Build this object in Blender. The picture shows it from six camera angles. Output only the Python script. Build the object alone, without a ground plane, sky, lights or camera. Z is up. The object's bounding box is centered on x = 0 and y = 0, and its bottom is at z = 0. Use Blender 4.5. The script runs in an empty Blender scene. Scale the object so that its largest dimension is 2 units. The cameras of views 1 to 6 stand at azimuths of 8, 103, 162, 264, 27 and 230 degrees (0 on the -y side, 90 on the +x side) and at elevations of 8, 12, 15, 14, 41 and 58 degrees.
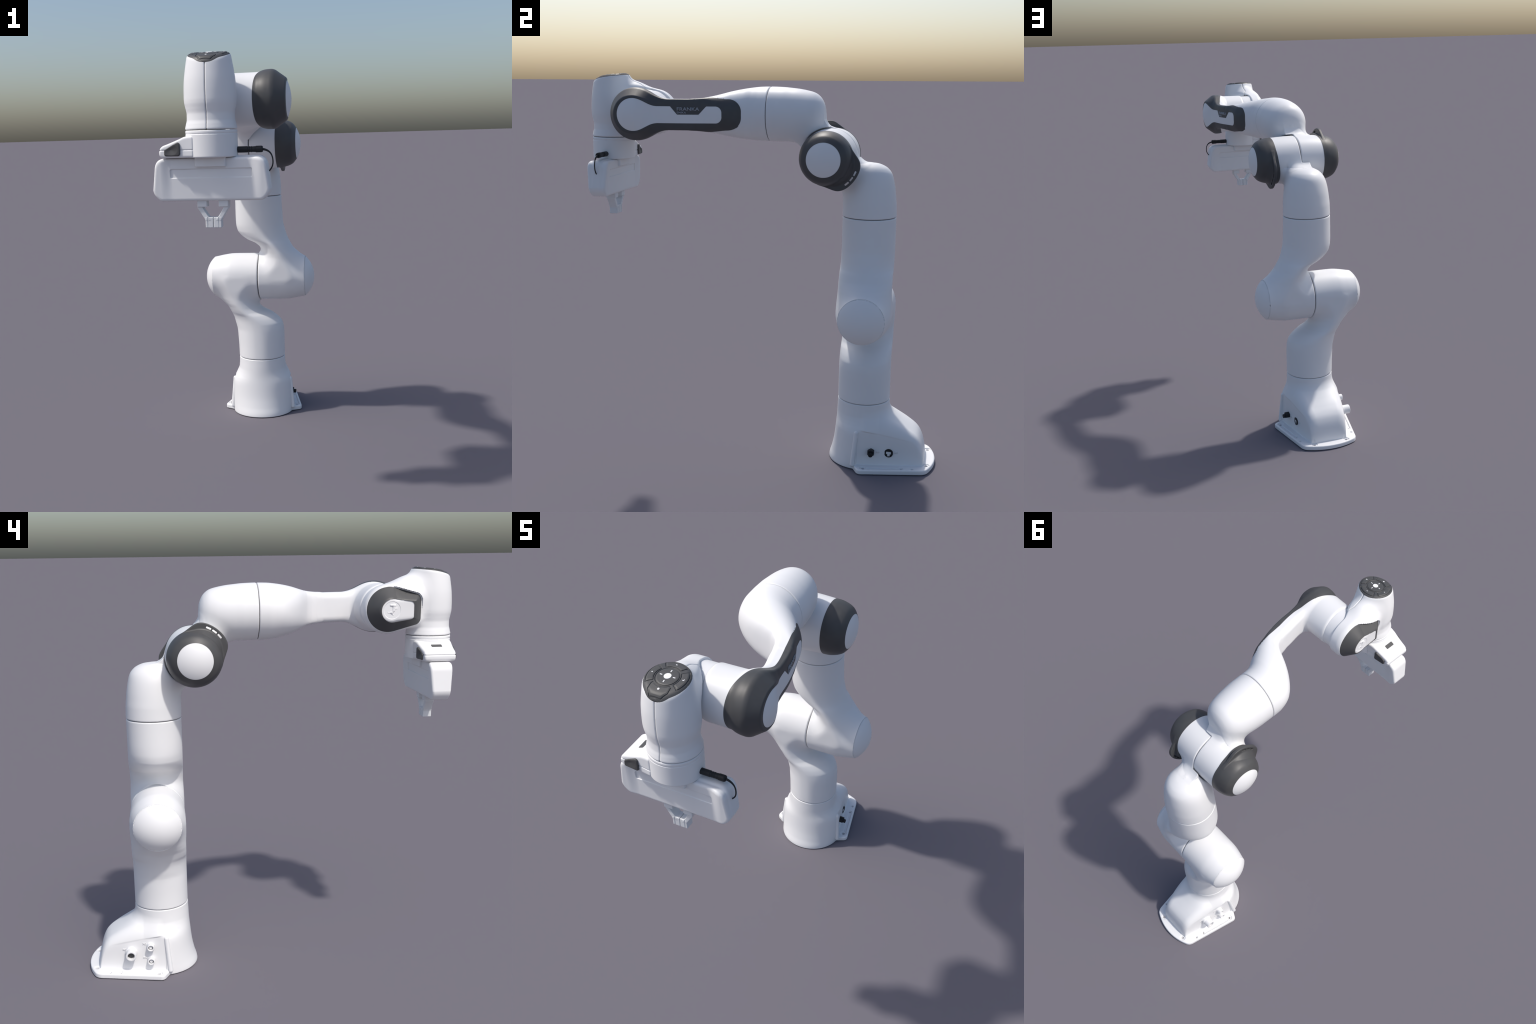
# Seven-joint tabletop robot arm with a two-finger gripper.
# Every housing is described as a smooth solid (blends of lofts, drums and
# domes, written as distance functions) and then meshed on a fine grid.
import bpy, math
import numpy as np
from mathutils import Vector, Matrix

# ------------------------------------------------------------------ helpers
def table(knots):
    """Smooth monotone interpolation through (position, value) knots."""
    k = sorted(knots)
    x = np.array([a for a, b in k], float); y = np.array([b for a, b in k], float)
    h = np.diff(x); d = np.diff(y) / h
    m = np.zeros(len(x)); m[0] = d[0]; m[-1] = d[-1]
    for i in range(1, len(x) - 1):
        if d[i-1] * d[i] > 0:
            w1 = 2*h[i] + h[i-1]; w2 = h[i] + 2*h[i-1]
            m[i] = (w1 + w2) / (w1/d[i-1] + w2/d[i])
    xs = np.linspace(x[0], x[-1], 1500)
    i = np.clip(np.searchsorted(x, xs) - 1, 0, len(h) - 1)
    t = (xs - x[i]) / h[i]
    ys = ((2*t**3 - 3*t**2 + 1)*y[i] + (t**3 - 2*t**2 + t)*h[i]*m[i]
          + (-2*t**3 + 3*t**2)*y[i+1] + (t**3 - t**2)*h[i]*m[i+1])
    return lambda v: np.interp(v, xs, ys)

def smin(a, b, k):
    t = np.clip(.5 + .5*(b - a)/k, 0, 1)
    return b + (a - b)*t - k*t*(1 - t)

def smax(a, b, k):
    return -smin(-a, -b, k)

def box(x, y, z, c, hs, r=0.0):
    q = [np.abs(p - ci) - (hi - r) for p, ci, hi in zip((x, y, z), c, hs)]
    o = np.sqrt(sum(np.maximum(a, 0)**2 for a in q))
    return o + np.minimum(np.maximum(np.maximum(q[0], q[1]), q[2]), 0) - r

def box2(a, b, ca, cb, ha, hb, r=0.0):
    p = np.abs(a - ca) - (ha - r); q = np.abs(b - cb) - (hb - r)
    return np.hypot(np.maximum(p, 0), np.maximum(q, 0)) + np.minimum(np.maximum(p, q), 0) - r

def circle(a, b, ca, cb, r):
    return np.hypot(a - ca, b - cb) - r

def capsule(x, y, z, p, q, r):
    p = np.array(p, float); d = np.array(q, float) - p
    w = (x - p[0], y - p[1], z - p[2])
    t = np.clip((w[0]*d[0] + w[1]*d[1] + w[2]*d[2]) / (d @ d), 0, 1)
    return np.sqrt((w[0]-t*d[0])**2 + (w[1]-t*d[1])**2 + (w[2]-t*d[2])**2) - r

def rod(x, y, z, p, q, r, rnd=0.0):
    """Flat-ended cylinder from p to q."""
    p = np.array(p, float); q = np.array(q, float); d = q - p; L = np.sqrt(d @ d); d = d / L
    w = (x - p[0], y - p[1], z - p[2])
    t = w[0]*d[0] + w[1]*d[1] + w[2]*d[2]
    rr = np.sqrt(np.maximum((w[0]-t*d[0])**2 + (w[1]-t*d[1])**2 + (w[2]-t*d[2])**2, 0))
    a = rr - (r - rnd); b = np.abs(t - L/2) - (L/2 - rnd)
    return np.hypot(np.maximum(a, 0), np.maximum(b, 0)) + np.minimum(np.maximum(a, b), 0) - rnd

def drop2(a, b, r1, r2, L):
    """2D round cone along +b: circle r1 at the origin, circle r2 at b = L."""
    L = np.maximum(L, 1e-4)
    k = np.clip((r1 - r2) / L, -.999, .999); c = np.sqrt(1 - k*k)
    inside = (r1 - r2) >= L*.999
    a = np.abs(a); s = -k*a + c*b
    return np.where((s < 0) | inside, np.hypot(a, b) - r1,
           np.where(s > c*L, np.hypot(a, b - L) - r2, a*c + b*k - r1))

def hull2(a, b, discs):
    """2D convex hull of discs (ca, cb, r) listed counter-clockwise: tangent lines and arcs."""
    n = len(discs); nor = []
    for i in range(n):
        p, q = discs[i], discs[(i+1) % n]
        L = math.hypot(q[0]-p[0], q[1]-p[1]); da, db = (q[0]-p[0])/L, (q[1]-p[1])/L
        k = (p[2]-q[2])/L; c = math.sqrt(1 - k*k)
        nor.append((k*da + c*db, k*db - c*da))
    out = None
    for (ca, cb, r), (na, nb) in zip(discs, nor):
        d = (a - ca)*na + (b - cb)*nb - r
        out = d if out is None else np.maximum(out, d)
    for i, (ca, cb, r) in enumerate(discs):
        n0, n1 = nor[i-1], nor[i]
        u, v = a - ca, b - cb
        s0 = n0[0]*v - n0[1]*u >= 0; s1 = u*n1[1] - v*n1[0] >= 0
        sec = (s0 & s1) if n0[0]*n1[1] - n0[1]*n1[0] >= 0 else (s0 | s1)
        out = np.where(sec, np.hypot(u, v) - r, out)
    return out

def ellipse(da, db, ra, rb):
    """First-order distance to an ellipse of radii ra, rb."""
    q = np.sqrt((da/ra)**2 + (db/rb)**2) + 1e-9
    g = np.sqrt((da/ra**2)**2 + (db/rb**2)**2) + 1e-9
    return q*(q - 1)/g

CORN = np.array([(i, j, k) for i in (0, 1) for j in (0, 1) for k in (0, 1)])
EDGES = [(a, b) for a in range(8) for b in range(a+1, 8) if np.abs(CORN[a]-CORN[b]).sum() == 1]

TET = np.array([(1, -1, -1), (-1, -1, 1), (-1, 1, -1), (1, 1, 1)], float)
def grad(f, p, e=2e-4):
    g = np.zeros_like(p)
    for k in TET:
        g += f(*(p + e*k).T)[:, None]*k
    return g/(4*e)

def solid(fields, lo, hi, h):
    """Mesh the solid where all fields are negative; edges between fields stay crisp."""
    lo = np.array(lo, float); hi = np.array(hi, float)
    n = np.ceil((hi - lo)/h).astype(int) + 1
    ax = [lo[i] + h*np.arange(n[i]) for i in range(3)]
    F = np.empty(tuple(n))
    ev = lambda X, Y, Z: np.maximum.reduce([f(X, Y, Z) for f in fields])
    # coarse pass finds the blocks that can hold the surface, fine pass fills them
    B = 5
    nb = -(-n // B)
    cen = [lo[i] + h*(B*np.arange(nb[i]) + (B - 1)/2) for i in range(3)]
    C = ev(*np.meshgrid(*cen, indexing='ij'))
    near = np.abs(C) < 2.1*B*h
    F = np.repeat(np.repeat(np.repeat(C, B, 0), B, 1), B, 2)[:n[0], :n[1], :n[2]].copy()
    bi = np.argwhere(near)
    off = np.stack(np.meshgrid(*[np.arange(B)]*3, indexing='ij'), -1).reshape(-1, 3)
    for s in range(0, len(bi), 4000):
        ii = (bi[s:s+4000, None, :]*B + off[None]).reshape(-1, 3)
        ii = ii[(ii < n).all(1)]
        F[tuple(ii.T)] = ev(*(lo + h*ii).T)
    for a in range(3):                       # close anything that touches the border
        sl = [slice(None)]*3
        for e in (0, -1):
            sl[a] = e; F[tuple(sl)] = np.maximum(F[tuple(sl)], 1e-4)
    S = F < 0
    cnt = sum(S[c[0]:n[0]-1+c[0], c[1]:n[1]-1+c[1], c[2]:n[2]-1+c[2]].astype(np.int8) for c in CORN)
    act = (cnt > 0) & (cnt < 8)
    ci = np.argwhere(act)
    vid = -np.ones(act.shape, int); vid[act] = np.arange(len(ci))
    cf = np.stack([F[tuple((ci + c).T)] for c in CORN], 1)
    pos = np.zeros((len(ci), 3)); w = np.zeros(len(ci))
    for a, b in EDGES:
        fa, fb = cf[:, a], cf[:, b]; m = (fa < 0) != (fb < 0)
        t = np.where(m, fa/np.where(m, fa - fb, 1), 0)
        pos += m[:, None]*(CORN[a] + t[:, None]*(CORN[b] - CORN[a])); w += m
    p = lo + h*(ci + pos/w[:, None])
    cell0 = lo + h*ci
    quads = []
    for a in range(3):
        b, c = (a+1) % 3, (a+2) % 3
        s0 = [slice(None)]*3; s1 = [slice(None)]*3
        s0[a] = slice(0, -1); s1[a] = slice(1, None)
        d = S[tuple(s0)].astype(int) - S[tuple(s1)].astype(int)
        e = np.argwhere(d != 0)
        e = e[(e[:, b] > 0) & (e[:, b] < n[b]-1) & (e[:, c] > 0) & (e[:, c] < n[c]-1)]
        sg = d[tuple(e.T)]
        q = []
        for ob, oc in ((-1, -1), (0, -1), (0, 0), (-1, 0)):
            t = e.copy(); t[:, b] += ob; t[:, c] += oc; q.append(vid[tuple(t.T)])
        q = np.stack(q, 1)
        q[sg < 0] = q[sg < 0][:, ::-1]
        quads.append(q)
    quads = np.concatenate(quads)
    nf = len(fields)
    p0 = p.copy()
    for it in range(3):
        V = np.stack([f(*p.T) for f in fields], 1); k = V.argmax(1)
        for i in range(nf):
            m = k == i
            if m.any():
                g = grad(fields[i], p[m]); g2 = (g*g).sum(1) + 1e-6
                st = -(V[m, i]/g2)[:, None]*g
                ln = np.linalg.norm(st, axis=1)[:, None]
                p[m] += st*np.minimum(1, .5*h/np.maximum(ln, 1e-9))
    mv = p - p0; ln = np.linalg.norm(mv, axis=1)[:, None]
    p = p0 + mv*np.minimum(1, .9*h/np.maximum(ln, 1e-9))
    if nf > 1:
        V = np.stack([f(*p.T) for f in fields], 1)
        o = np.argsort(-V, axis=1)
        cand = np.where(V[np.arange(len(p)), o[:, 1]] > -1.2*h)[0]
        for i in range(nf):
            for j in range(i+1, nf):
                m = cand[((o[cand, 0] == i) & (o[cand, 1] == j)) | ((o[cand, 0] == j) & (o[cand, 1] == i))]
                if not len(m): continue
                q = p[m].copy()
                for it in range(4):
                    fi, fj = fields[i](*q.T), fields[j](*q.T)
                    gi, gj = grad(fields[i], q), grad(fields[j], q)
                    a = (gi*gi).sum(1); b = (gi*gj).sum(1); c = (gj*gj).sum(1)
                    det = a*c - b*b; det = np.where(np.abs(det) < .05*a*c, 1e9, det)
                    l1 = (c*fi - b*fj)/det; l2 = (a*fj - b*fi)/det
                    st = -(l1[:, None]*gi + l2[:, None]*gj)
                    ln = np.linalg.norm(st, axis=1)[:, None]
                    q += st*np.minimum(1, h/np.maximum(ln, 1e-9))
                res = np.maximum(np.abs(fields[i](*q.T)), np.abs(fields[j](*q.T)))
                ok = (res < .1*h) & ((q > cell0[m] - .3*h) & (q < cell0[m] + 1.3*h)).all(1)
                p[m[ok]] = q[ok]
    G = []
    for f in fields:
        g = grad(f, p); G.append(g/np.maximum(np.linalg.norm(g, axis=1)[:, None], 1e-9))
    fc = p[quads].mean(1)
    dom = np.stack([f(*fc.T) for f in fields], 1).argmax(1) if nf > 1 else np.zeros(len(quads), int)
    G = np.stack(G)
    N = G[dom[:, None], quads]
    # a normal that fights the face keeps the face's own direction
    e1 = p[quads[:, 2]] - p[quads[:, 0]]; e2 = p[quads[:, 3]] - p[quads[:, 1]]
    fn = np.cross(e1, e2); fn /= np.maximum(np.linalg.norm(fn, axis=1)[:, None], 1e-12)
    bad = (N*fn[:, None, :]).sum(2) < .15
    N = np.where(bad[:, :, None], fn[:, None, :], N)
    return p, quads, N

OBJ = {}
def make_object(name, me, mat, parent):
    ob = bpy.data.objects.new(name, me)
    bpy.context.scene.collection.objects.link(ob)
    me.materials.append(mat)
    ob.parent = parent
    return ob

def part(name, fields, lo, hi, h, mat, parent):
    if not isinstance(fields, (list, tuple)): fields = [fields]
    p, q, N = solid(fields, lo, hi, h)
    me = bpy.data.meshes.new(name)
    me.vertices.add(len(p)); me.vertices.foreach_set('co', p.ravel())
    me.loops.add(len(q)*4); me.loops.foreach_set('vertex_index', q.ravel().astype(np.int32))
    me.polygons.add(len(q)); me.polygons.foreach_set('loop_start', np.arange(0, len(q)*4, 4, dtype=np.int32))
    me.polygons.foreach_set('use_smooth', np.ones(len(q), bool))
    me.update(calc_edges=True)
    me.normals_split_custom_set(N.reshape(-1, 3).tolist())
    return make_object(name, me, mat, parent)

# ---------------------------------------------------------------- materials
def material(name, color, rough, spec=.5, metallic=0.0, grain=.03, gscale=9.0, coat=0.0):
    m = bpy.data.materials.new(name); m.use_nodes = True
    nt = m.node_tree; b = nt.nodes['Principled BSDF']
    tc = nt.nodes.new('ShaderNodeTexCoord'); no = nt.nodes.new('ShaderNodeTexNoise')
    no.inputs['Scale'].default_value = gscale; no.inputs['Detail'].default_value = 3
    nt.links.new(tc.outputs['Object'], no.inputs['Vector'])
    cr = nt.nodes.new('ShaderNodeValToRGB')
    cr.color_ramp.elements[0].position = .3; cr.color_ramp.elements[1].position = .7
    c = np.array(color)
    cr.color_ramp.elements[0].color = (*np.clip(c*(1-grain), 0, 1), 1)
    cr.color_ramp.elements[1].color = (*np.clip(c*(1+grain), 0, 1), 1)
    nt.links.new(no.outputs['Fac'], cr.inputs['Fac'])
    nt.links.new(cr.outputs['Color'], b.inputs['Base Color'])
    mr = nt.nodes.new('ShaderNodeMapRange')
    mr.inputs['To Min'].default_value = rough - .04; mr.inputs['To Max'].default_value = rough + .04
    nt.links.new(no.outputs['Fac'], mr.inputs['Value']); nt.links.new(mr.outputs['Result'], b.inputs['Roughness'])
    b.inputs['Specular IOR Level'].default_value = spec
    b.inputs['Metallic'].default_value = metallic
    b.inputs['Coat Weight'].default_value = coat
    return m

WHITE = material('white_paint', (.80, .80, .805), .45, .35, grain=.006)
WHITE2 = material('white_plastic', (.78, .78, .785), .5, .35, grain=.006)
DARK = material('grey_rubber', (.068, .068, .069), .48, .45, grain=.05, gscale=25)
BLACK = material('black_plastic', (.014, .015, .017), .5, .35, grain=.05)
BUTTON = material('button_rubber', (.075, .075, .075), .5, .4, grain=.03)
LIGHT = material('white_marking', (.85, .85, .85), .5, .3, grain=.0)
PRINT = material('grey_print', (.33, .35, .38), .5, .3, grain=.02)
PALE = material('finger_metal', (.72, .73, .74), .4, .5, grain=.01)

# --------------------------------------------------------------- proportions
BASE_Y = .547                      # vertical axis of the base column
SHOULDER_Z = .8178                 # horizontal shoulder axis
ELBOW = (.344, 1.5965)             # elbow axis (y, z)
WRIST = (-.6006, 1.7995)           # wrist axis (y, z)
TOOL_Y = -.8173                    # vertical tool axis
R = .1355                          # tube radius
SEAM0, SEAM3, SEAM5 = .3375, 1.2985, .0345
GAP = .0013

root = bpy.data.objects.new('robot_arm', None)
bpy.context.scene.collection.objects.link(root)
root['label'] = 'white jointed robot arm with dark grey joint covers and gripper'
root['category'] = 'robot arm'

# ---------------------------------------------------------------------- base
col_ax = table([(-.02, .178), (0, .178), (.1, .177), (.165, .1755), (.19, .1725), (.21, .1655), (.23, .1545), (.25, .1452), (.272, .139), (.337, R), (.36, R)])
col_ay = table([(-.02, .1755), (0, .1755), (.01, .1745), (.053, .1625), (.11, .151), (.184, .1433), (.243, .1385), (.29, .137), (.337, R), (.36, R)])
rear_top = table([(.60, .34), (.66, .308), (.69, .283), (.71, .2635), (.74, .240), (.786, .208), (.82, .182), (.838, .163), (.852, .138), (.862, .11), (.869, .08), (.875, .04), (.877, 0), (.90, -.25)])
wall_w = table([(.5, .171), (.55, .167), (.60, .158), (.68, .1445), (.70, .141), (.81, .120), (.86, .110), (.9, .104)])
edge_z = table([(.5, .222), (.546, .213), (.684, .184), (.811, .153), (.9, .13)])
HOLES = [(.098, .887, .0085), (.2, .572, .0085), (.165, .7635, .005), (.159, .818, .0035)]

def base_column(x, y, z):
    f = ellipse(x, y - BASE_Y, col_ax(z), col_ay(z))
    w = 1.25*(1 - np.clip((y - .64)/.18, 0, 1)) + .05
    g = (z - rear_top(BASE_Y + np.sqrt((y - BASE_Y)**2 + w*x*x)))*.72
    w = np.abs(x) - (wall_w(y) + .003)
    g = smax(smax(g + .001, w, .055), .56 - y, .02)
    return smin(f, g, .022)

def base_body(x, y, z):
    f = base_column(x, y, z)
    ax = np.abs(x)
    cut = smax(smax(smax(wall_w(y) - ax, z - edge_z(y), .006), .5335 - y, .004), .012 - z, .002)
    f = smax(f, -cut, .005)
    # foot plate
    p = smax((y - .879)*.2 + (ax - .165)*.98, circle(x, y, 0, .928 - .325, .325), .02)
    p = smax(p, (ax - .2325)*.45 + (.545 - y)*.9, .02)
    p = smax(p, (.487 - y)*.8 + (ax - .17)*.6, .01)
    p = smax(p, z - .0245, .008)
    f = smin(f, p, .006)
    # shallow channel and bolt holes in the plate
    ch = smax(np.abs((ax - .188)*.98 + (y - .66)*.19) - .007, np.abs(y - .675) - .095, .004)
    f = smax(f, -smax(ch, .019 - z, .002), .002)
    for hx, hy, hr in HOLES:
        c = np.hypot(ax - hx, y - hy)
        f = smax(f, -smax(c - hr*2.0, .0205 - z, .001), .002)
    f = smax(f, -z, .004)
    return smax(f, z - (SEAM0 - GAP), .006)

def base_holes(x, y, z):
    ax = np.abs(x)
    d = np.full(x.shape, 1.0)
    for hx, hy, hr in HOLES:
        d = np.minimum(d, np.hypot(ax - hx, y - hy) - hr)
    return np.maximum(d, .004 - z)

base = part('base', [base_body, lambda x, y, z: -base_holes(x, y, z)], (-.26, .35, -.012), (.26, .945, .36), .0031, WHITE, root)
for s in (1, -1):
    part('base_rib', lambda x, y, z: capsule(x*s, y, z, (.1665, .529, .196), (.181, .513, .028), .0115), (min(.14*s, .2*s), .49, .005), (max(.14*s, .2*s), .555, .22), .002, WHITE, base)

# connectors on the two side walls
def ring_plug(name, y, z, r, x0, x1):
    f = lambda X, Y, Z: smax(rod(X, Y, Z, (x0, y, z), (x1, y, z), r, .003), -rod(X, Y, Z, (x1 + .03, y, z), (x1 - .03, y, z), r*.66), .002)
    o = part(name, f, (x1 - .006, y - r - .006, z - r - .006), (x0 + .006, y + r + .006, z + r + .006), .0016, WHITE2, base)
    g = lambda X, Y, Z: rod(X, Y, Z, (x0, y, z), (x0 + (x1 - x0)*.45, y, z), r*1.15, .004)
    part('connector_collar', g, (x1 - .006, y - r*1.3, z - r*1.3), (x0 + .006, y + r*1.3, z + r*1.3), .0018, WHITE2, o)
    return o
big = ring_plug('socket_connector', .708, .121, .0262, -.12, -.191)
part('socket_core', lambda x, y, z: rod(x, y, z, (-.13, .708, .121), (-.172, .708, .121), .0168), (-.18, .688, .10), (-.125, .728, .142), .002, DARK, big)
for zz in (.157, .082):
    o = ring_plug('pin_connector', .609, zz, .0185, -.135, -.186)
    part('connector_core', lambda x, y, z: rod(x, y, z, (-.14, .609, zz), (-.179, .609, zz), .0088, .002), (-.186, .595, zz - .015), (-.135, .623, zz + .015), .0016, WHITE2, o)
def hexagon(x, y, z):
    a, b = y - .607, z - .098
    d = np.maximum(np.maximum(np.abs(b*.866 + a*.5), np.abs(b*.866 - a*.5)), np.abs(a)) - .0165
    return smax(d, np.abs(x - .162) - .019, .003)
knob = part('hex_knob', hexagon, (.135, .58, .07), (.19, .635, .125), .0016, BLACK, base)
part('knob_stem', lambda x, y, z: rod(x, y, z, (.16, .607, .095), (.194, .607, .093), .0115, .002), (.15, .59, .075), (.20, .625, .11), .0016, BLACK, knob)
def port(x, y, z):
    a, b = y - .696, z - .0925
    plug = np.minimum(box2(a, b, 0, .001, .0125, .007, .001), box2(a, b, 0, -.009, .0065, .009, .001))
    d = np.maximum(np.hypot(a, b) - .0225, -plug)
    return d
port_disc = part('network_port', [port, lambda x, y, z: np.abs(x - .1415) - .0035], (.13, .668, .064), (.149, .724, .12), .0014, BLACK, base)
part('port_socket', lambda x, y, z: rod(x, y, z, (.12, .696, .0925), (.1430, .696, .0925), .017), (.115, .674, .07), (.15, .718, .116), .0018, WHITE2, port_disc)

def lettering(name, body, size, y, z, width, xs, mat, parent, depth=.0012, up=1):
    """Raised letters on a wall that faces +x (or -x when up < 0)."""
    cu = bpy.data.curves.new(name, 'FONT'); cu.body = body; cu.size = size; cu.offset = size*.012
    cu.resolution_u = 4
    tmp = bpy.data.objects.new(name, cu); bpy.context.scene.collection.objects.link(tmp)
    dg = bpy.context.evaluated_depsgraph_get()
    me = bpy.data.meshes.new_from_object(tmp.evaluated_get(dg))
    bpy.data.objects.remove(tmp)
    n = len(me.vertices); co = np.empty(n*3); me.vertices.foreach_get('co', co); co = co.reshape(-1, 3)
    if width: co[:, 0] *= width/np.ptp(co[:, 0])
    co[:, 0] -= co[:, 0].min()
    Y = y + up*co[:, 0]; Z = z + co[:, 1]
    import bmesh
    bm = bmesh.new(); bm.from_mesh(me)
    bm.verts.ensure_lookup_table()
    for i, v in enumerate(bm.verts): v.co = (xs(Y[i], Z[i]), Y[i], Z[i])
    r = bmesh.ops.extrude_face_region(bm, geom=list(bm.faces))
    for g in r['geom']:
        if isinstance(g, bmesh.types.BMVert): g.co.x += up*depth
    bmesh.ops.recalc_face_normals(bm, faces=list(bm.faces))
    bm.to_mesh(me); bm.free()
    me.materials.clear()
    return make_object(name, me, mat, parent)

for txt, ly, lz, sd in (('X1', .752, .134, -1), ('X3', .650, .168, -1), ('X4', .650, .093, -1), ('X5', .632, .098, 1), ('X6', .726, .096, 1)):
    lettering('port_label', txt, .016, ly, lz - .006, None, lambda Y, Z: sd*(float(wall_w(Y)) - .0010), WHITE2, base, .0026, sd)

# --------------------------------------------- shoulder housings (identical pair)
tl = table([(.30, -.136), (.337, -.1362), (.40, -.1375), (.45, -.140), (.50, -.1435), (.54, -.153), (.565, -.160), (.593, -.171), (.6165, -.183), (.6445, -.199), (.675, -.224), (.70, -.238), (.74, -.245), (.85, -.245)])
tr = table([(.30, .1355), (.45, .1357), (.50, .1345), (.54, .1265), (.565, .109), (.593, .073), (.6165, .023), (.6445, -.006), (.675, -.016), (.70, -.018), (.85, -.018)])
drum_r = table([(-.36, .10), (-.264, .117), (-.21, .1283), (-.157, .1355), (-.12, .1362), (0, .1362), (.05, .1362)])

neck_n = table([(.3, 2), (.46, 2), (.54, 1.9), (.60, 1.76), (.72, 1.74), (.9, 1.74)])
def shoulder(x, y, z):
    d = np.hypot(y - BASE_Y, z - SHOULDER_Z) - drum_r(x)
    a, b = tl(z), tr(z)
    n = neck_n(z); ra = (b - a)/2
    q = ((np.abs(x - (a + b)/2)/ra + 1e-6)**n + (np.abs(y - BASE_Y)/.1353 + 1e-6)**n)**(1/n)
    t = (q - 1)*np.minimum(ra, .1353)
    t = smax(t, z - .80, .03)
    d = smax(d, x + GAP, .008)
    f = smin(d, t, .05)
    clear = smax(np.hypot(y - BASE_Y, z - SHOULDER_Z) - .1385, -GAP*.3 - x, .004)
    f = smax(f, -clear, .006)
    f = smax(f, np.abs(y - BASE_Y) - .1368, .005)
    return smax(f, SEAM0 + GAP - z, .006)

cap_c, cap_R = -.164, .1565
lower_shoulder = part('shoulder_housing', [shoulder, lambda x, y, z: -.2687 - x], (-.29, .39, .32), (.15, .705, .975), .0034, WHITE, root)
cap = part('shoulder_cap', [lambda x, y, z: np.sqrt((x - cap_c)**2 + (y - BASE_Y)**2 + (z - SHOULDER_Z)**2) - cap_R, lambda x, y, z: x + .2690], (-.335, .41, .68), (-.255, .68, .95), .003, WHITE, lower_shoulder)
upper_shoulder = make_object('shoulder_housing', lower_shoulder.data, WHITE, root)
upper_shoulder.data.materials.pop()
upper_shoulder.rotation_euler = (0, math.pi, 0); upper_shoulder.location = (0, 0, 2*SHOULDER_Z)
cap2 = make_object('shoulder_cap', cap.data, WHITE, upper_shoulder)
cap2.data.materials.pop()

# ------------------------------------------------- elbow housings (mirrored pair)
# local frame: x outwards along the elbow axis, u = offset of the tube, v = along the tube
umax = table([(.0285, .212), (.030, .232), (.036, .2545), (.056, .290), (.084, .3105), (.118, .3205), (.164, .329), (.2, .333), (.24, .3367), (.31, .3387), (.35, .3387)])
umin = table([(.0285, .196), (.030, .165), (.036, .14), (.056, .11), (.084, .09), (.118, .076), (.164, .068), (.2, .0665), (.24, .0672), (.31, .068), (.35, .068)])
axw = table([(.0285, .008), (.030, .034), (.036, .058), (.056, .088), (.084, .107), (.118, .1195), (.164, .128), (.2, .132), (.24, .135), (.31, R), (.35, R)])
ELB_R = .1372
TIP = math.radians(37)
dR = table([(.05, .1335), (.143, .1328), (.165, .132), (.195, .1262), (.2265, .1125), (.25, .0850), (.262, .066), (.3, .02)])
dL = table([(.05, .045), (.143, .050), (.165, .050), (.195, .036), (.2265, .016), (.25, .002), (.3, .001)])

def along(u, v):
    return u*math.cos(TIP) + v*math.sin(TIP), -u*math.sin(TIP) + v*math.cos(TIP)

saddle = table([(.08, -.06), (.125, -.04), (.137, -.018), (.141, -.008), (.147, .0046), (.154, .0125), (.163, .0195), (.175, .0262), (.19, .0310), (.215, .034), (.25, .042)])
def make_elbow(vend):
    def body(x, u, v):
        vv = np.maximum(v, .0286)
        a, b = umin(vv), umax(vv)
        t = ellipse(x, u - (a + b)/2, axw(vv), (b - a)/2)*.8
        t = np.where(v < .0286, np.maximum(t, 0) + (.0286 - v), t)
        t = smax(t, .0298 - v, .010)
        d = np.hypot(u, v) - (ELB_R - .0055*np.clip(x/.143, 0, 1)**2)
        d = smax(d, GAP - x, .008)
        f = smin(t, d, .085)
        # saddle between drum and tube, with a short collar over the neighbour's drum
        web = smax(smax(saddle(u) - v, np.abs(u - .155) - .05, .01), v - .09, .01)
        web = smax(smax(web, x - .088, .07), -.048 - x, .004)
        f = smin(f, web, .012)
        # clearance round the neighbour's drum
        clear = smax(np.hypot(u, v) - (ELB_R + .007), x - .0005, .004)
        f = smax(f, -clear, .006)
        return smax(f, v - (vend - GAP), .006)
    return body

def white_edge(x, u, v):
    s, c = along(u, v)
    return x - (.1435 - .13*np.clip(s - .04, 0, .12)) - .5*np.maximum(np.hypot(u, v) - .185, 0)

def cover(x, u, v):
    s, c = along(u, v)
    f = drop2(c, s, dR(x), dR(x)*.76, dL(x))
    return smax(f*.85, x - .262, .01)

def lip(x, u, v):
    s, c = along(u, v)
    f = smax(drop2(c, s, .1305, .105, .085), np.hypot(s, c) - .1745, .012)
    f = smax(f, np.abs(x - .166) - .0085, .005)
    f = smax(f, .045 - s, .01)
    for k in (-1, 0, 1):
        a = k*.20
        ss, cc = s*math.cos(a) + c*math.sin(a), -s*math.sin(a) + c*math.cos(a)
        f = smax(f, -box2(cc, ss, 0, .1575, .0130, .0045, .003), .002)
    return f

def cover_all(x, u, v):
    return smin(cover(x, u, v), lip(x, u, v), .006)

def place_link3(f):
    return lambda x, y, z: f(x, y - ELBOW[0], ELBOW[1] - z)
def place_link4(f):
    return lambda x, y, z: f(-x, z - ELBOW[1], ELBOW[0] - y)

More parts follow.
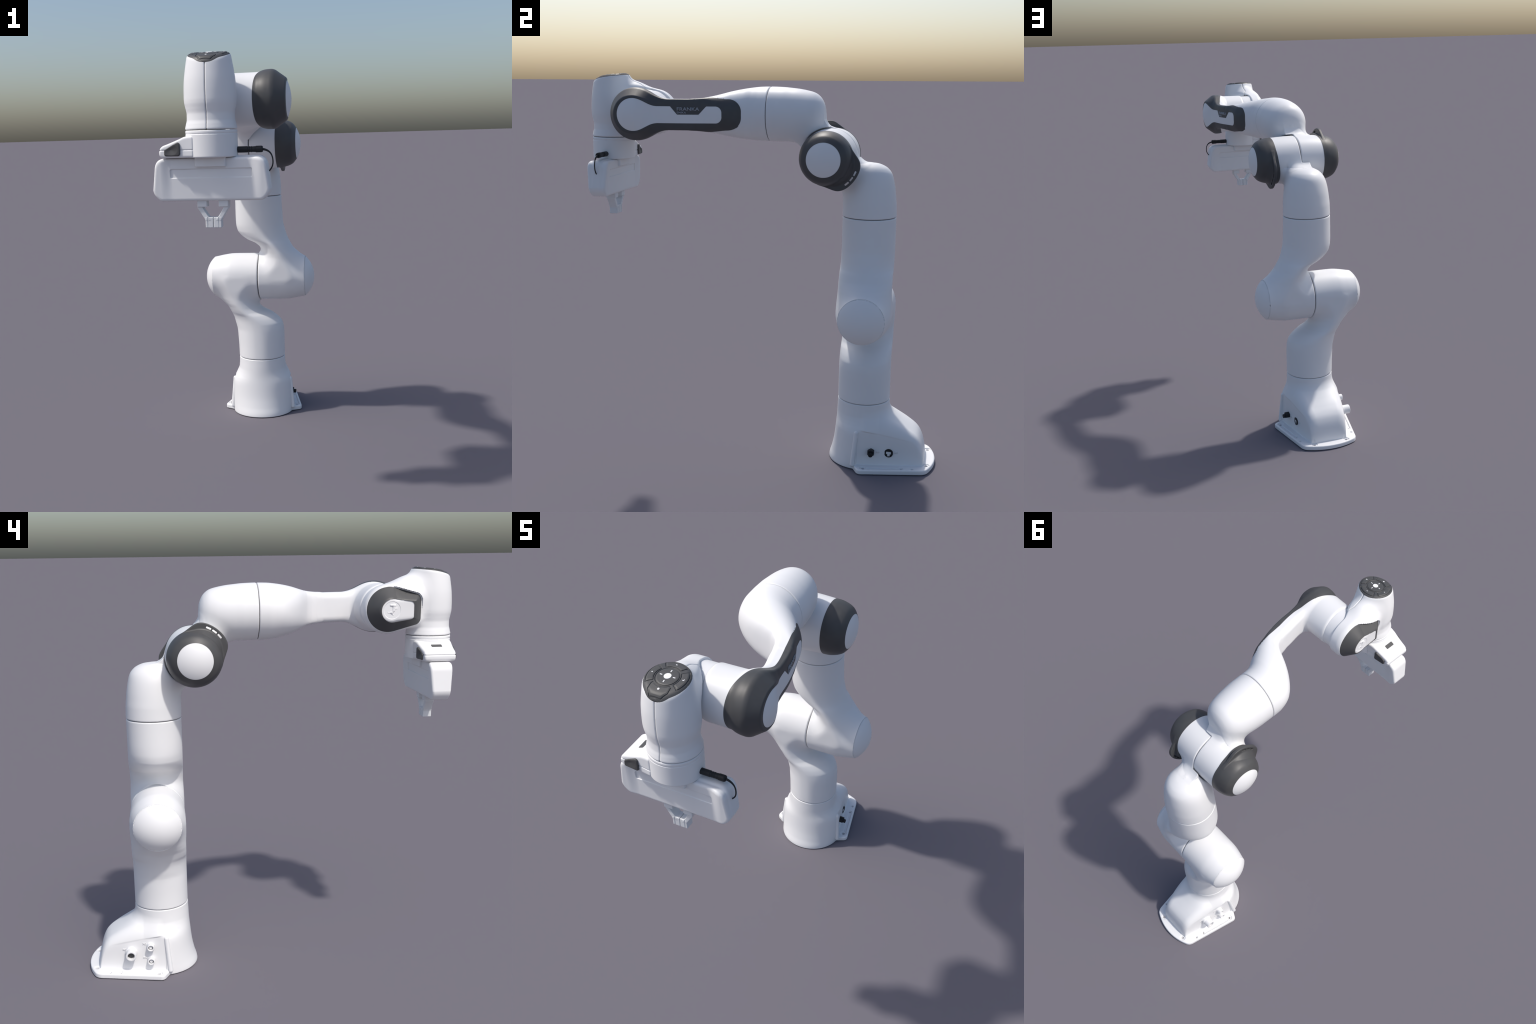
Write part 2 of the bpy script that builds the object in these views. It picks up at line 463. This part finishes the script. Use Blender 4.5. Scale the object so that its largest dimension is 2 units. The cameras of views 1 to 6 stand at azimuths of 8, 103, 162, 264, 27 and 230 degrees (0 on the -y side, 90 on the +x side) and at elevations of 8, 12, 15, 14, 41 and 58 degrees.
disc_R = .1676; disc_c = .2725 - disc_R
for name, place, sg, lo, hi, clo, chi, vend in (
        ('elbow_housing', place_link3, 1, (-.15, .19, 1.285), (.20, .70, 1.75), (.09, .19, 1.41), (.27, .54, 1.755), ELBOW[1] - SEAM3),
        ('elbow_housing', place_link4, -1, (-.20, .02, 1.44), (.15, .50, 1.95), (-.27, .15, 1.44), (-.09, .50, 1.785), ELBOW[0] - SEAM5)):
    o = part(name, [place(make_elbow(vend)), place(white_edge)], lo, hi, .0033, WHITE, root)
    disc_out = lambda x, u, v: np.hypot(u, v) - .0832
    c = part('elbow_cover', [place(cover_all), place(lambda x, u, v: -white_edge(x, u, v) + .0005),
                             place(lambda x, u, v: -np.maximum(disc_out(x, u, v) - .0004, .23 - x))], clo, chi, .0024, DARK, o)
    part('cover_disc', [place(lambda x, u, v: np.sqrt((x - disc_c)**2 + u*u + v*v) - disc_R), place(disc_out), place(lambda x, u, v: .225 - x)],
         (min(.215*sg, .285*sg), .24, 1.49), (max(.215*sg, .285*sg), .45, 1.70), .0024, WHITE2, c)

# ------------------------------------------------------------------- forearm
f_l = table([(.06, -R), (.033, -R), (-.01, -.135), (-.05, -.128), (-.085, -.114), (-.115, -.091), (-.14, -.064), (-.165, -.030), (-.19, .015), (-.213, .067), (-.235, .115), (-.263, .146), (-.29, .157), (-.37, .172), (-.45, .186), (-.52, .19), (-.62, .192)])
f_r = table([(.06, R), (.033, R), (-.01, .138), (-.04, .148), (-.079, .176), (-.12, .202), (-.162, .223), (-.235, .2375), (-.271, .2465), (-.375, .2645), (-.4675, .274), (-.53, .285), (-.62, .30)])
f_h = table([(.06, R), (.033, R), (-.01, .1345), (-.06, .129), (-.10, .122), (-.143, .112), (-.185, .099), (-.2115, .091), (-.2424, .084), (-.28, .079), (-.35, .0755), (-.62, .0755)])
f_n = table([(.06, 2), (-.06, 2), (-.15, 2.3), (-.22, 3.2), (-.28, 5.0), (-.62, 5.0)])
wr = table([(-.1, .117), (.05, .1172), (.17, .1182), (.20, .1222), (.252, .1245), (.35, .1245)])
face_x = table([(.06, .30), (-.05, .23), (-.07, .178), (-.079, .178), (-.12, .206), (-.162, .2240), (-.235, .2362), (-.271, .2450), (-.375, .2630), (-.4675, .2715), (-.51, .2830), (-.55, .2955), (-.58, .3000), (-.75, .3000)])
bevel_h = table([(.06, .006), (-.44, .008), (-.48, .014), (-.54, .040), (-.57, .0475), (-.75, .0475)])
xb = table([(-.76, .157), (-.72, .16), (-.68, .166), (-.6, .19), (-.5, .222), (-.44, .237), (-.31, .218), (-.19, .1965), (-.115, .17), (-.08, .14), (-.05, .12), (.05, .12)])

def keyhole(y, z):
    zc = z - WRIST[1]
    return smin(circle(y, zc, WRIST[0], 0, .1235), box2(y, zc, -.345, 0, .2670, .0752, .062), .075)

def forearm(x, y, z):
    a, b, hh, n = f_l(y), f_r(y), f_h(y), f_n(y)
    dx, dz = np.abs(x - (a + b)/2)/((b - a)/2), np.abs(z - WRIST[1])/hh
    q = (dx**n + dz**n)**(1/n)
    bar = (q - 1)*np.minimum((b - a)/2, hh)
    bar = smax(bar, -.33 - y, .02)
    K = keyhole(y, z)
    ext = smax(smax(smax(K, a - x, .035), x - b, .01), y + .29, .01)
    bar = smin(bar, ext, .004)
    d = np.hypot(y - WRIST[0], z - WRIST[1]) - wr(x)
    d = smax(d, .048 - x, .02)
    f = smin(bar, d, .022)
    xo = face_x(y)
    bh = bevel_h(y)
    sl = bh/.0345
    bevel = (x - (xo - bh - sl*np.clip(K, -.2, .012)))/np.sqrt(1 + sl*sl)
    f = smax(f, bevel, .008)
    dome = .0175*np.clip(1 - ((y + .592)**2 + (z - WRIST[1])**2)/.0795**2, 0, 1)
    dome = dome*np.clip(1 - np.maximum(y + .592, 0)/.1, 0, 1)
    f = smax(f, (x - xo - dome), .006)
    return smax(f, y - (SEAM5 - GAP), .006)

def panel2(y, z):
    zc = z - WRIST[1]
    p = smin(circle(y, zc, -.592, 0, .0785), box2(y, zc, -.38, 0, .2175, .0405, .03), .05)
    notch = np.maximum(np.maximum(.0010 - zc, (-.3747 - y) - (zc - .001)*.87), (y + .271) - (zc - .001)*.90)
    return np.maximum(p, -notch)

def cutline(y, z):
    return keyhole(y, z) - .012*np.clip((-.15 - y)/.1, 0, 1)
def cover5(x, y, z):
    return np.maximum(cutline(y, z) - .0004, xb(y) - x)

fore = part('forearm', [forearm, lambda x, y, z: -cover5(x, y, z)], (-.15, -.735, 1.655), (.33, .045, 1.945), .0033, WHITE, root)
fcov = part('forearm_cover', [forearm, lambda x, y, z: cutline(y, z), lambda x, y, z: xb(y) + .0006 - x, lambda x, y, z: -np.maximum(panel2(y, z) - .0004, .17 - x)],
            (.11, -.735, 1.665), (.33, -.06, 1.935), .0028, DARK, fore)
part('cover_panel', [forearm, lambda x, y, z: panel2(y, z), lambda x, y, z: face_x(y) - .018 - x],
     (.17, -.685, 1.71), (.33, -.14, 1.89), .0026, WHITE2, fcov)

on_face = lambda Y, Z: float(face_x(Y)) - .0022
lettering('lettering', 'FRANKA', .0232, -.3745, 1.8195, .1075, on_face, PRINT, fcov, .0034)
lettering('lettering', 'EMIKA', .0138, -.3745, 1.8058, .0445, on_face, PRINT, fcov, .0034)

# ----------------------------------------------------- wrist housing (link six)
colr = table([(1.6, .1095), (1.675, .1095), (1.695, .1058), (1.715, .1012), (1.738, .1005), (1.762, .1048), (1.785, .1092), (1.80, .1102), (1.83, .1098), (1.87, .1076), (1.92, .1012), (1.95, .0962), (1.975, .092), (2.02, .086)])
top_z = table([(-1.0, 1.90), (-.94, 1.943), (-.905, 1.9655), (-.88, 1.9745), (-.84, 1.985), (-.80, 1.9915), (-.76, 1.996), (-.72, 1.999), (-.6, 2.0)])
RING = [(-.595, 1.801, .107), (-.714, 1.844, .033), (-.714, 1.76, .033)]
PANEL = [(-.604, 1.7985, .056), (-.688, 1.824, .018), (-.688, 1.774, .018)]

def ring2(y, z): return hull2(y, z, RING)
def inset2(y, z): return hull2(y, z, PANEL)

def wrist(x, y, z):
    c = np.hypot(x, y - TOOL_Y) - colr(z)
    c = smax(c, z - top_z(y), .022)
    K = ring2(y, z)
    arm = smax(K - .010, x + .004, .01)
    lev = .078 + .024*np.clip((-.62 - y)/.11, 0, 1)
    arm = smax(arm, (-x - (lev - 1.05*K))*.69, .014)
    arm = smax(arm, -x - .1345, .01)
    f = smin(c, arm, .035)
    s = np.sqrt((x + .02)**2 + (y + .698)**2 + (z - 1.876)**2) - .080
    f = smin(f, s, .06)
    inr = np.clip(-K, 0, .2)
    f = np.where(K < .004, smax(f, np.maximum((-x - (lev + .0005 + 1.05*inr))*.69, -x - .1345), .004), f)
    # keep clear of the forearm drum
    clear = smax(np.hypot(y - WRIST[0], z - WRIST[1]) - .1235, .040 - x, .006)
    f = smax(f, -clear, .006)
    band = smax(np.hypot(y - WRIST[0], z - WRIST[1]) - .118, -.006 - x, .004)
    f = smax(f, -band, .004)
    return smax(f, 1.6745 - z, .006)

def display(x, y, z): return top_z(y) - .0095 - .009*np.exp(-(x/.043)**4)*np.clip((-.865 - y)/.035, 0, 1) - z
def ringcap(x, y, z): return np.maximum(ring2(y, z), x + .055)

WLO, WHI = (-.15, -.945, 1.66), (.125, -.465, 2.01)
shell_l = part('wrist_housing', [lambda x, y, z: smax(wrist(x, y, z) + .005*np.clip(-ringcap(x, y, z)/.004, 0, 1), x + .0006 - .5*np.clip(y + .66, 0, 1), .006), lambda x, y, z: -display(x, y, z)], WLO, (.06, WHI[1], WHI[2]), .003, WHITE, root)
shell_r = part('wrist_shell', [lambda x, y, z: smax(wrist(x, y, z), .0006 - x + .5*np.clip(y + .66, 0, 1), .006), lambda x, y, z: -display(x, y, z)], (-.01, WLO[1], WLO[2]), WHI, .003, WHITE, shell_l)
part('wrist_band', lambda x, y, z: smax(np.hypot(y - WRIST[0], z - WRIST[1]) - .1115, np.abs(x - .02) - .034, .005), (-.025, -.72, 1.68), (.06, -.48, 1.92), .003, WHITE, shell_l)
ringp = part('wrist_cover', [wrist, lambda x, y, z: ring2(y, z) + .0005, lambda x, y, z: x + .0555, lambda x, y, z: -np.maximum(inset2(y, z) - .0003, x + .11)],
             (-.15, -.76, 1.68), (-.045, -.475, 1.92), .0024, DARK, shell_l)
def inset(x, y, z):
    f = wrist(x, y, z) + .0035
    return smax(f, -smax(np.hypot(y + .599, z - 1.8005) - .039, x + .1235, .004), .004)
pan = part('wrist_badge_panel', [inset, lambda x, y, z: inset2(y, z), lambda x, y, z: x + .105], (-.15, -.72, 1.73), (-.098, -.54, 1.865), .002, WHITE2, ringp)
def emblem(x, y, z):
    segs = [((-.592, 1.824), (-.600, 1.823), .0045), ((-.606, 1.8225), (-.6085, 1.8225), .0062), ((-.607, 1.813), (-.605, 1.800), .0055),
            ((-.605, 1.806), (-.622, 1.809), .003), ((-.604, 1.798), (-.597, 1.789), .005), ((-.597, 1.790), (-.579, 1.790), .003),
            ((-.596, 1.788), (-.604, 1.778), .003)]
    d = None
    for a, b, r in segs:
        c = capsule(x, y, z, (-.1255, *a), (-.1255, *b), r*1.45); d = c if d is None else smin(d, c, .003)
    return d
part('emblem_relief', emblem, (-.135, -.64, 1.76), (-.112, -.56, 1.84), .0015, WHITE2, pan)

def polar(x, y):
    return np.hypot(x, y - TOOL_Y), np.arctan2(x, y - TOOL_Y)     # angle 0 points to the rear
def petal(x, y, a0, r0=.0525, r1=.0775, half=.60):
    r, a = polar(x, y)
    da = np.abs((a - a0 + np.pi) % (2*np.pi) - np.pi)
    return smax(smax(np.abs(r - (r0 + r1)/2) - (r1 - r0)/2, (da - half)*.06, .003), da - 1.4, .001)
def front_button(x, y):
    r, a = polar(x, y)
    return smax(.0525 - r, hull2(x, y, [(-.032, -.864, .006), (-.033, -.884, .006), (-.019, -.900, .006), (.019, -.900, .006), (.033, -.884, .006), (.032, -.864, .006)]), .005)
BTN = [lambda x, y: np.hypot(x, y - TOOL_Y) - .0425, lambda x, y: petal(x, y, 0), lambda x, y: petal(x, y, math.pi/2), lambda x, y: petal(x, y, -math.pi/2), front_button]
def groove(x, y):
    d = None
    for b in BTN:
        g = np.abs(b(x, y) - .0012) - .0012
        d = g if d is None else np.minimum(d, g)
    return d
disp = part('control_panel', [lambda x, y, z: wrist(x, y, z) + .0025*np.clip(1 - np.maximum(groove(x, y), 0)/.0018, 0, 1), lambda x, y, z: display(x, y, z) + .0005],
            (-.10, -.93, 1.935), (.10, -.72, 2.01), .0016, DARK, shell_l)
BOUNDS = [(-.05, .05, -.87, -.765), (-.065, .065, -.785, -.73), (.02, .09, -.885, -.75), (-.09, -.02, -.885, -.75), (-.055, .055, -.922, -.845)]
for b, (bx0, bx1, by0, by1) in zip(BTN, BOUNDS):
    part('button', [lambda x, y, z: wrist(x, y, z) - .0012 + .0012*np.clip(1 + b(x, y)/.004, 0, 1), lambda x, y, z: b(x, y), lambda x, y, z: -wrist(x, y, z) - .008],
         (bx0, by0, 1.94), (bx1, by1, 2.008), .0018, BUTTON, disp)
def mark(name, f2, cx=0, cy=TOOL_Y, m=.018):
    part(name, [lambda x, y, z: wrist(x, y, z) - .0022, f2, lambda x, y, z: -wrist(x, y, z) - .004], (cx - m, cy - m, 1.962), (cx + m, cy + m, 2.008), .0013, LIGHT, disp)
mark('button_mark', lambda x, y, z: circle(x, y, 0, TOOL_Y, .0140))
for k in range(4):
    a = k*math.pi/2
    cx, cy = .027*math.sin(a), TOOL_Y + .027*math.cos(a)
    def dash(x, y, z, a=a, cx=cx, cy=cy):
        u = (x - cx)*math.sin(a) + (y - cy)*math.cos(a); v = (x - cx)*math.cos(a) - (y - cy)*math.sin(a)
        return box2(u, v, 0, 0, .0052, .0018, .001)
    mark('button_mark', dash, cx, cy, .01)
mark('button_mark', lambda x, y, z: circle(x, y, 0, -.881, .0042), 0, -.881, .01)
mark('button_mark', lambda x, y, z: box2(x, y, 0, TOOL_Y + .064, .003, .0016, .0008), 0, TOOL_Y + .064, .01)
mark('button_mark', lambda x, y, z: np.minimum(box2(x, y, .064, TOOL_Y, .0034, .0014, .0005), box2(x, y, .0665, TOOL_Y + .0025, .0014, .003, .0005)), .064, TOOL_Y, .01)
mark('button_mark', lambda x, y, z: np.abs(np.abs(x + .064) - np.abs(y - TOOL_Y))*.7 - .0009 + 10*np.maximum(np.hypot(x + .064, y - TOOL_Y) - .0042, 0), -.064, TOOL_Y, .01)

# ------------------------------------------------------------- tool flange
def flange(x, y, z):
    r = np.hypot(x, y - TOOL_Y)
    f = smax(r - .109, np.abs(z - 1.616) - .0560, .006)
    return smax(f, -smax(np.abs(r - .1105) - .0028, np.abs(z - 1.6575) - .0022, .001), .002)
tool = part('tool_flange', flange, (-.12, -.94, 1.55), (.12, -.70, 1.682), .0024, WHITE, root)

h_top = table([(-.30, 1.585), (-.222, 1.596), (-.205, 1.6065), (-.17, 1.6195), (-.12, 1.6385), (-.10, 1.6465), (-.07, 1.65), (0, 1.65)])
def handle(x, y, z):
    yy = np.abs(y - TOOL_Y)
    f = smax((z - h_top(x))*.95, 1.5605 - z, .016)
    f = smax(f, -x - .2115, .022)
    side = yy - (.0775 + .012*np.clip((x + .20)/.12, 0, 1.2)**1.5)
    f = smax(f, side, .012)
    f = smax(f, x + .06, .01)
    # parting line round the middle
    f = f + .0028*np.exp(-((z - 1.5925)/.0022)**2)
    return f
hnd = part('pilot_grip', handle, (-.225, -.935, 1.55), (-.05, -.70, 1.66), .0022, WHITE, tool)
def grip_button2(x, z):
    return hull2(x, z, [(-.178, 1.590, .0085), (-.178, 1.577, .0085), (-.1285, 1.579, .011), (-.1285, 1.614, .0105)])
for s in (1, -1):
    def gb(x, y, z, s=s):
        dish = .006*np.clip(1 - np.hypot((x + .158)/.03, (z - 1.594)/.024), 0, 1)
        return smax(grip_button2(x, z), s*(y - TOOL_Y) - (.086 + .012*np.clip((x + .20)/.12, 0, 1.2)**1.5) + dish, .006)
    part('grip_button', [gb, lambda x, y, z: .06 - s*(y - TOOL_Y)], (-.20, TOOL_Y + min(.05*s, .12*s), 1.555), (-.11, TOOL_Y + max(.05*s, .12*s), 1.635), .0018, DARK, hnd)
part('status_window', [lambda x, y, z: handle(x, y, z) - .0015, lambda x, y, z: box2(x, y, -.1435, TOOL_Y, .0105, .0255, .003), lambda x, y, z: 1.61 - z],
     (-.165, -.86, 1.60), (-.12, -.77, 1.66), .0016, BUTTON, hnd)

# -------------------------------------------------------------------- gripper
def hand_outline(x, z, grow=0.0):
    ax = np.abs(x + .0025)
    side = (ax - (.2490 + grow) + np.maximum(z - 1.425, 0)*.13)*.99
    f = smax(side, z - (1.5590 + grow), .042)
    f = smax(f, (ax - (.2290 + grow))*.72 + (1.389 - z)*.69, .014)
    return smax(f, 1.3780 - z, .008)

def hand(x, y, z):
    yy = np.abs(y - TOOL_Y); ax = np.abs(x)
    t = np.clip((z - 1.385)/.16, 0, 1)
    e = np.clip((ax - .165)/.05, 0, 1); e = e*e*(3 - 2*e)
    dep = .0405 + .005*t + .003*e + .008*t*e
    f = smax(hand_outline(x, z), yy - dep, .014)
    slab = smax(smax(hand_outline(x, z - .006, .0), yy - .022, .012), -x, .01)
    slab = smax(slab, smax(x - .2455, z - 1.5735, .012), .004)
    f = smin(f, slab, .008)
    # shallow window on both faces
    win = smax(box2(x, z, 0, 1.4945, .173 , .0185, .006), .0395 - yy, .002)
    f = smax(f, -win, .003)
    return f
grip = part('gripper_hand', hand, (-.262, -.89, 1.365), (.265, -.745, 1.595), .0026, WHITE, root)
part('hand_mount', lambda x, y, z: smax(smax(smax(np.hypot(x, y - TOOL_Y) - .0965, np.abs(x) - .0655, .004), np.abs(y - TOOL_Y) - .060, .01), np.abs(z - 1.542) - .021, .005),
     (-.08, -.90, 1.51), (.08, -.74, 1.57), .0022, WHITE2, grip)

for s in (1, -1):
    def finger(x, y, z, s=s):
        X = x*s; yy = y - (TOOL_Y - .002)
        up = box(X, yy, z, (.0455, 0, 1.372), (.0205, .027, .0205), .003)
        # bent shank: sheared block that runs inwards
        cx = .0555 - .63*np.clip((1.347 - z), 0, .05)
        arm = smax(smax((np.abs(X - cx) - .0112)*.86, np.abs(yy) - (.0215 + .05*np.clip(z - 1.33, 0, .05)), .004), np.abs(z - 1.337) - .042, .004)
        tip = box(X, yy, z, (.0175, 0, 1.285), (.0168, .0215, .0222), .003)
        f = smin(up, arm, .004)
        f = smin(f, tip, .004)
        f = smax(f, -smax(np.abs(X - .0235) - .0014, .0190 - np.abs(yy) , .001) - 10*np.maximum(z - 1.308, 0), .002)
        return f
    fg = part('finger', finger, (min(-.004*s, .072*s), -.855, 1.255), (max(-.004*s, .072*s), -.782, 1.40), .0017, PALE, grip)

# plug and cable
def plug(x, y, z):
    t = x; r = np.hypot(y - TOOL_Y, z - 1.588)
    pr = table([(.1, .0132), (.150, .0132), (.152, .0115), (.157, .0115), (.159, .0128), (.163, .0115), (.168, .0128), (.172, .0115), (.178, .0122), (.184, .0122), (.187, .0138), (.209, .0138), (.215, .012), (.23, .010)])
    return smax(r - pr(x), np.abs(x - .158) - .057, .002)
pl = part('cable_plug', plug, (.095, -.84, 1.565), (.225, -.795, 1.61), .0014, BLACK, tool)
pts = [Vector(p) for p in ((.205, TOOL_Y, 1.588), (.2195, TOOL_Y, 1.5875), (.238, TOOL_Y, 1.581), (.2505, TOOL_Y, 1.567), (.2565, TOOL_Y, 1.548), (.2565, TOOL_Y, 1.525), (.250, TOOL_Y, 1.507), (.238, TOOL_Y, 1.4945), (.225, TOOL_Y, 1.486))]
cu = bpy.data.curves.new('cable', 'CURVE'); cu.dimensions = '3D'; cu.bevel_depth = .0029; cu.bevel_resolution = 4; cu.resolution_u = 10
sp = cu.splines.new('NURBS'); sp.points.add(len(pts) - 1); sp.order_u = 4; sp.use_endpoint_u = True
for q, v in zip(sp.points, pts): q.co = (*v, 1); q.radius = 1.0
cu.splines[0].points[1].radius = 1.7; cu.splines[0].points[0].radius = 1.9; cu.splines[0].points[2].radius = 1.4
tmp = bpy.data.objects.new('cable', cu); bpy.context.scene.collection.objects.link(tmp)
me = bpy.data.meshes.new_from_object(tmp.evaluated_get(bpy.context.evaluated_depsgraph_get()))
bpy.data.objects.remove(tmp)
for pg in me.polygons: pg.use_smooth = True
me.materials.clear()
make_object('cable', me, BLACK, pl)
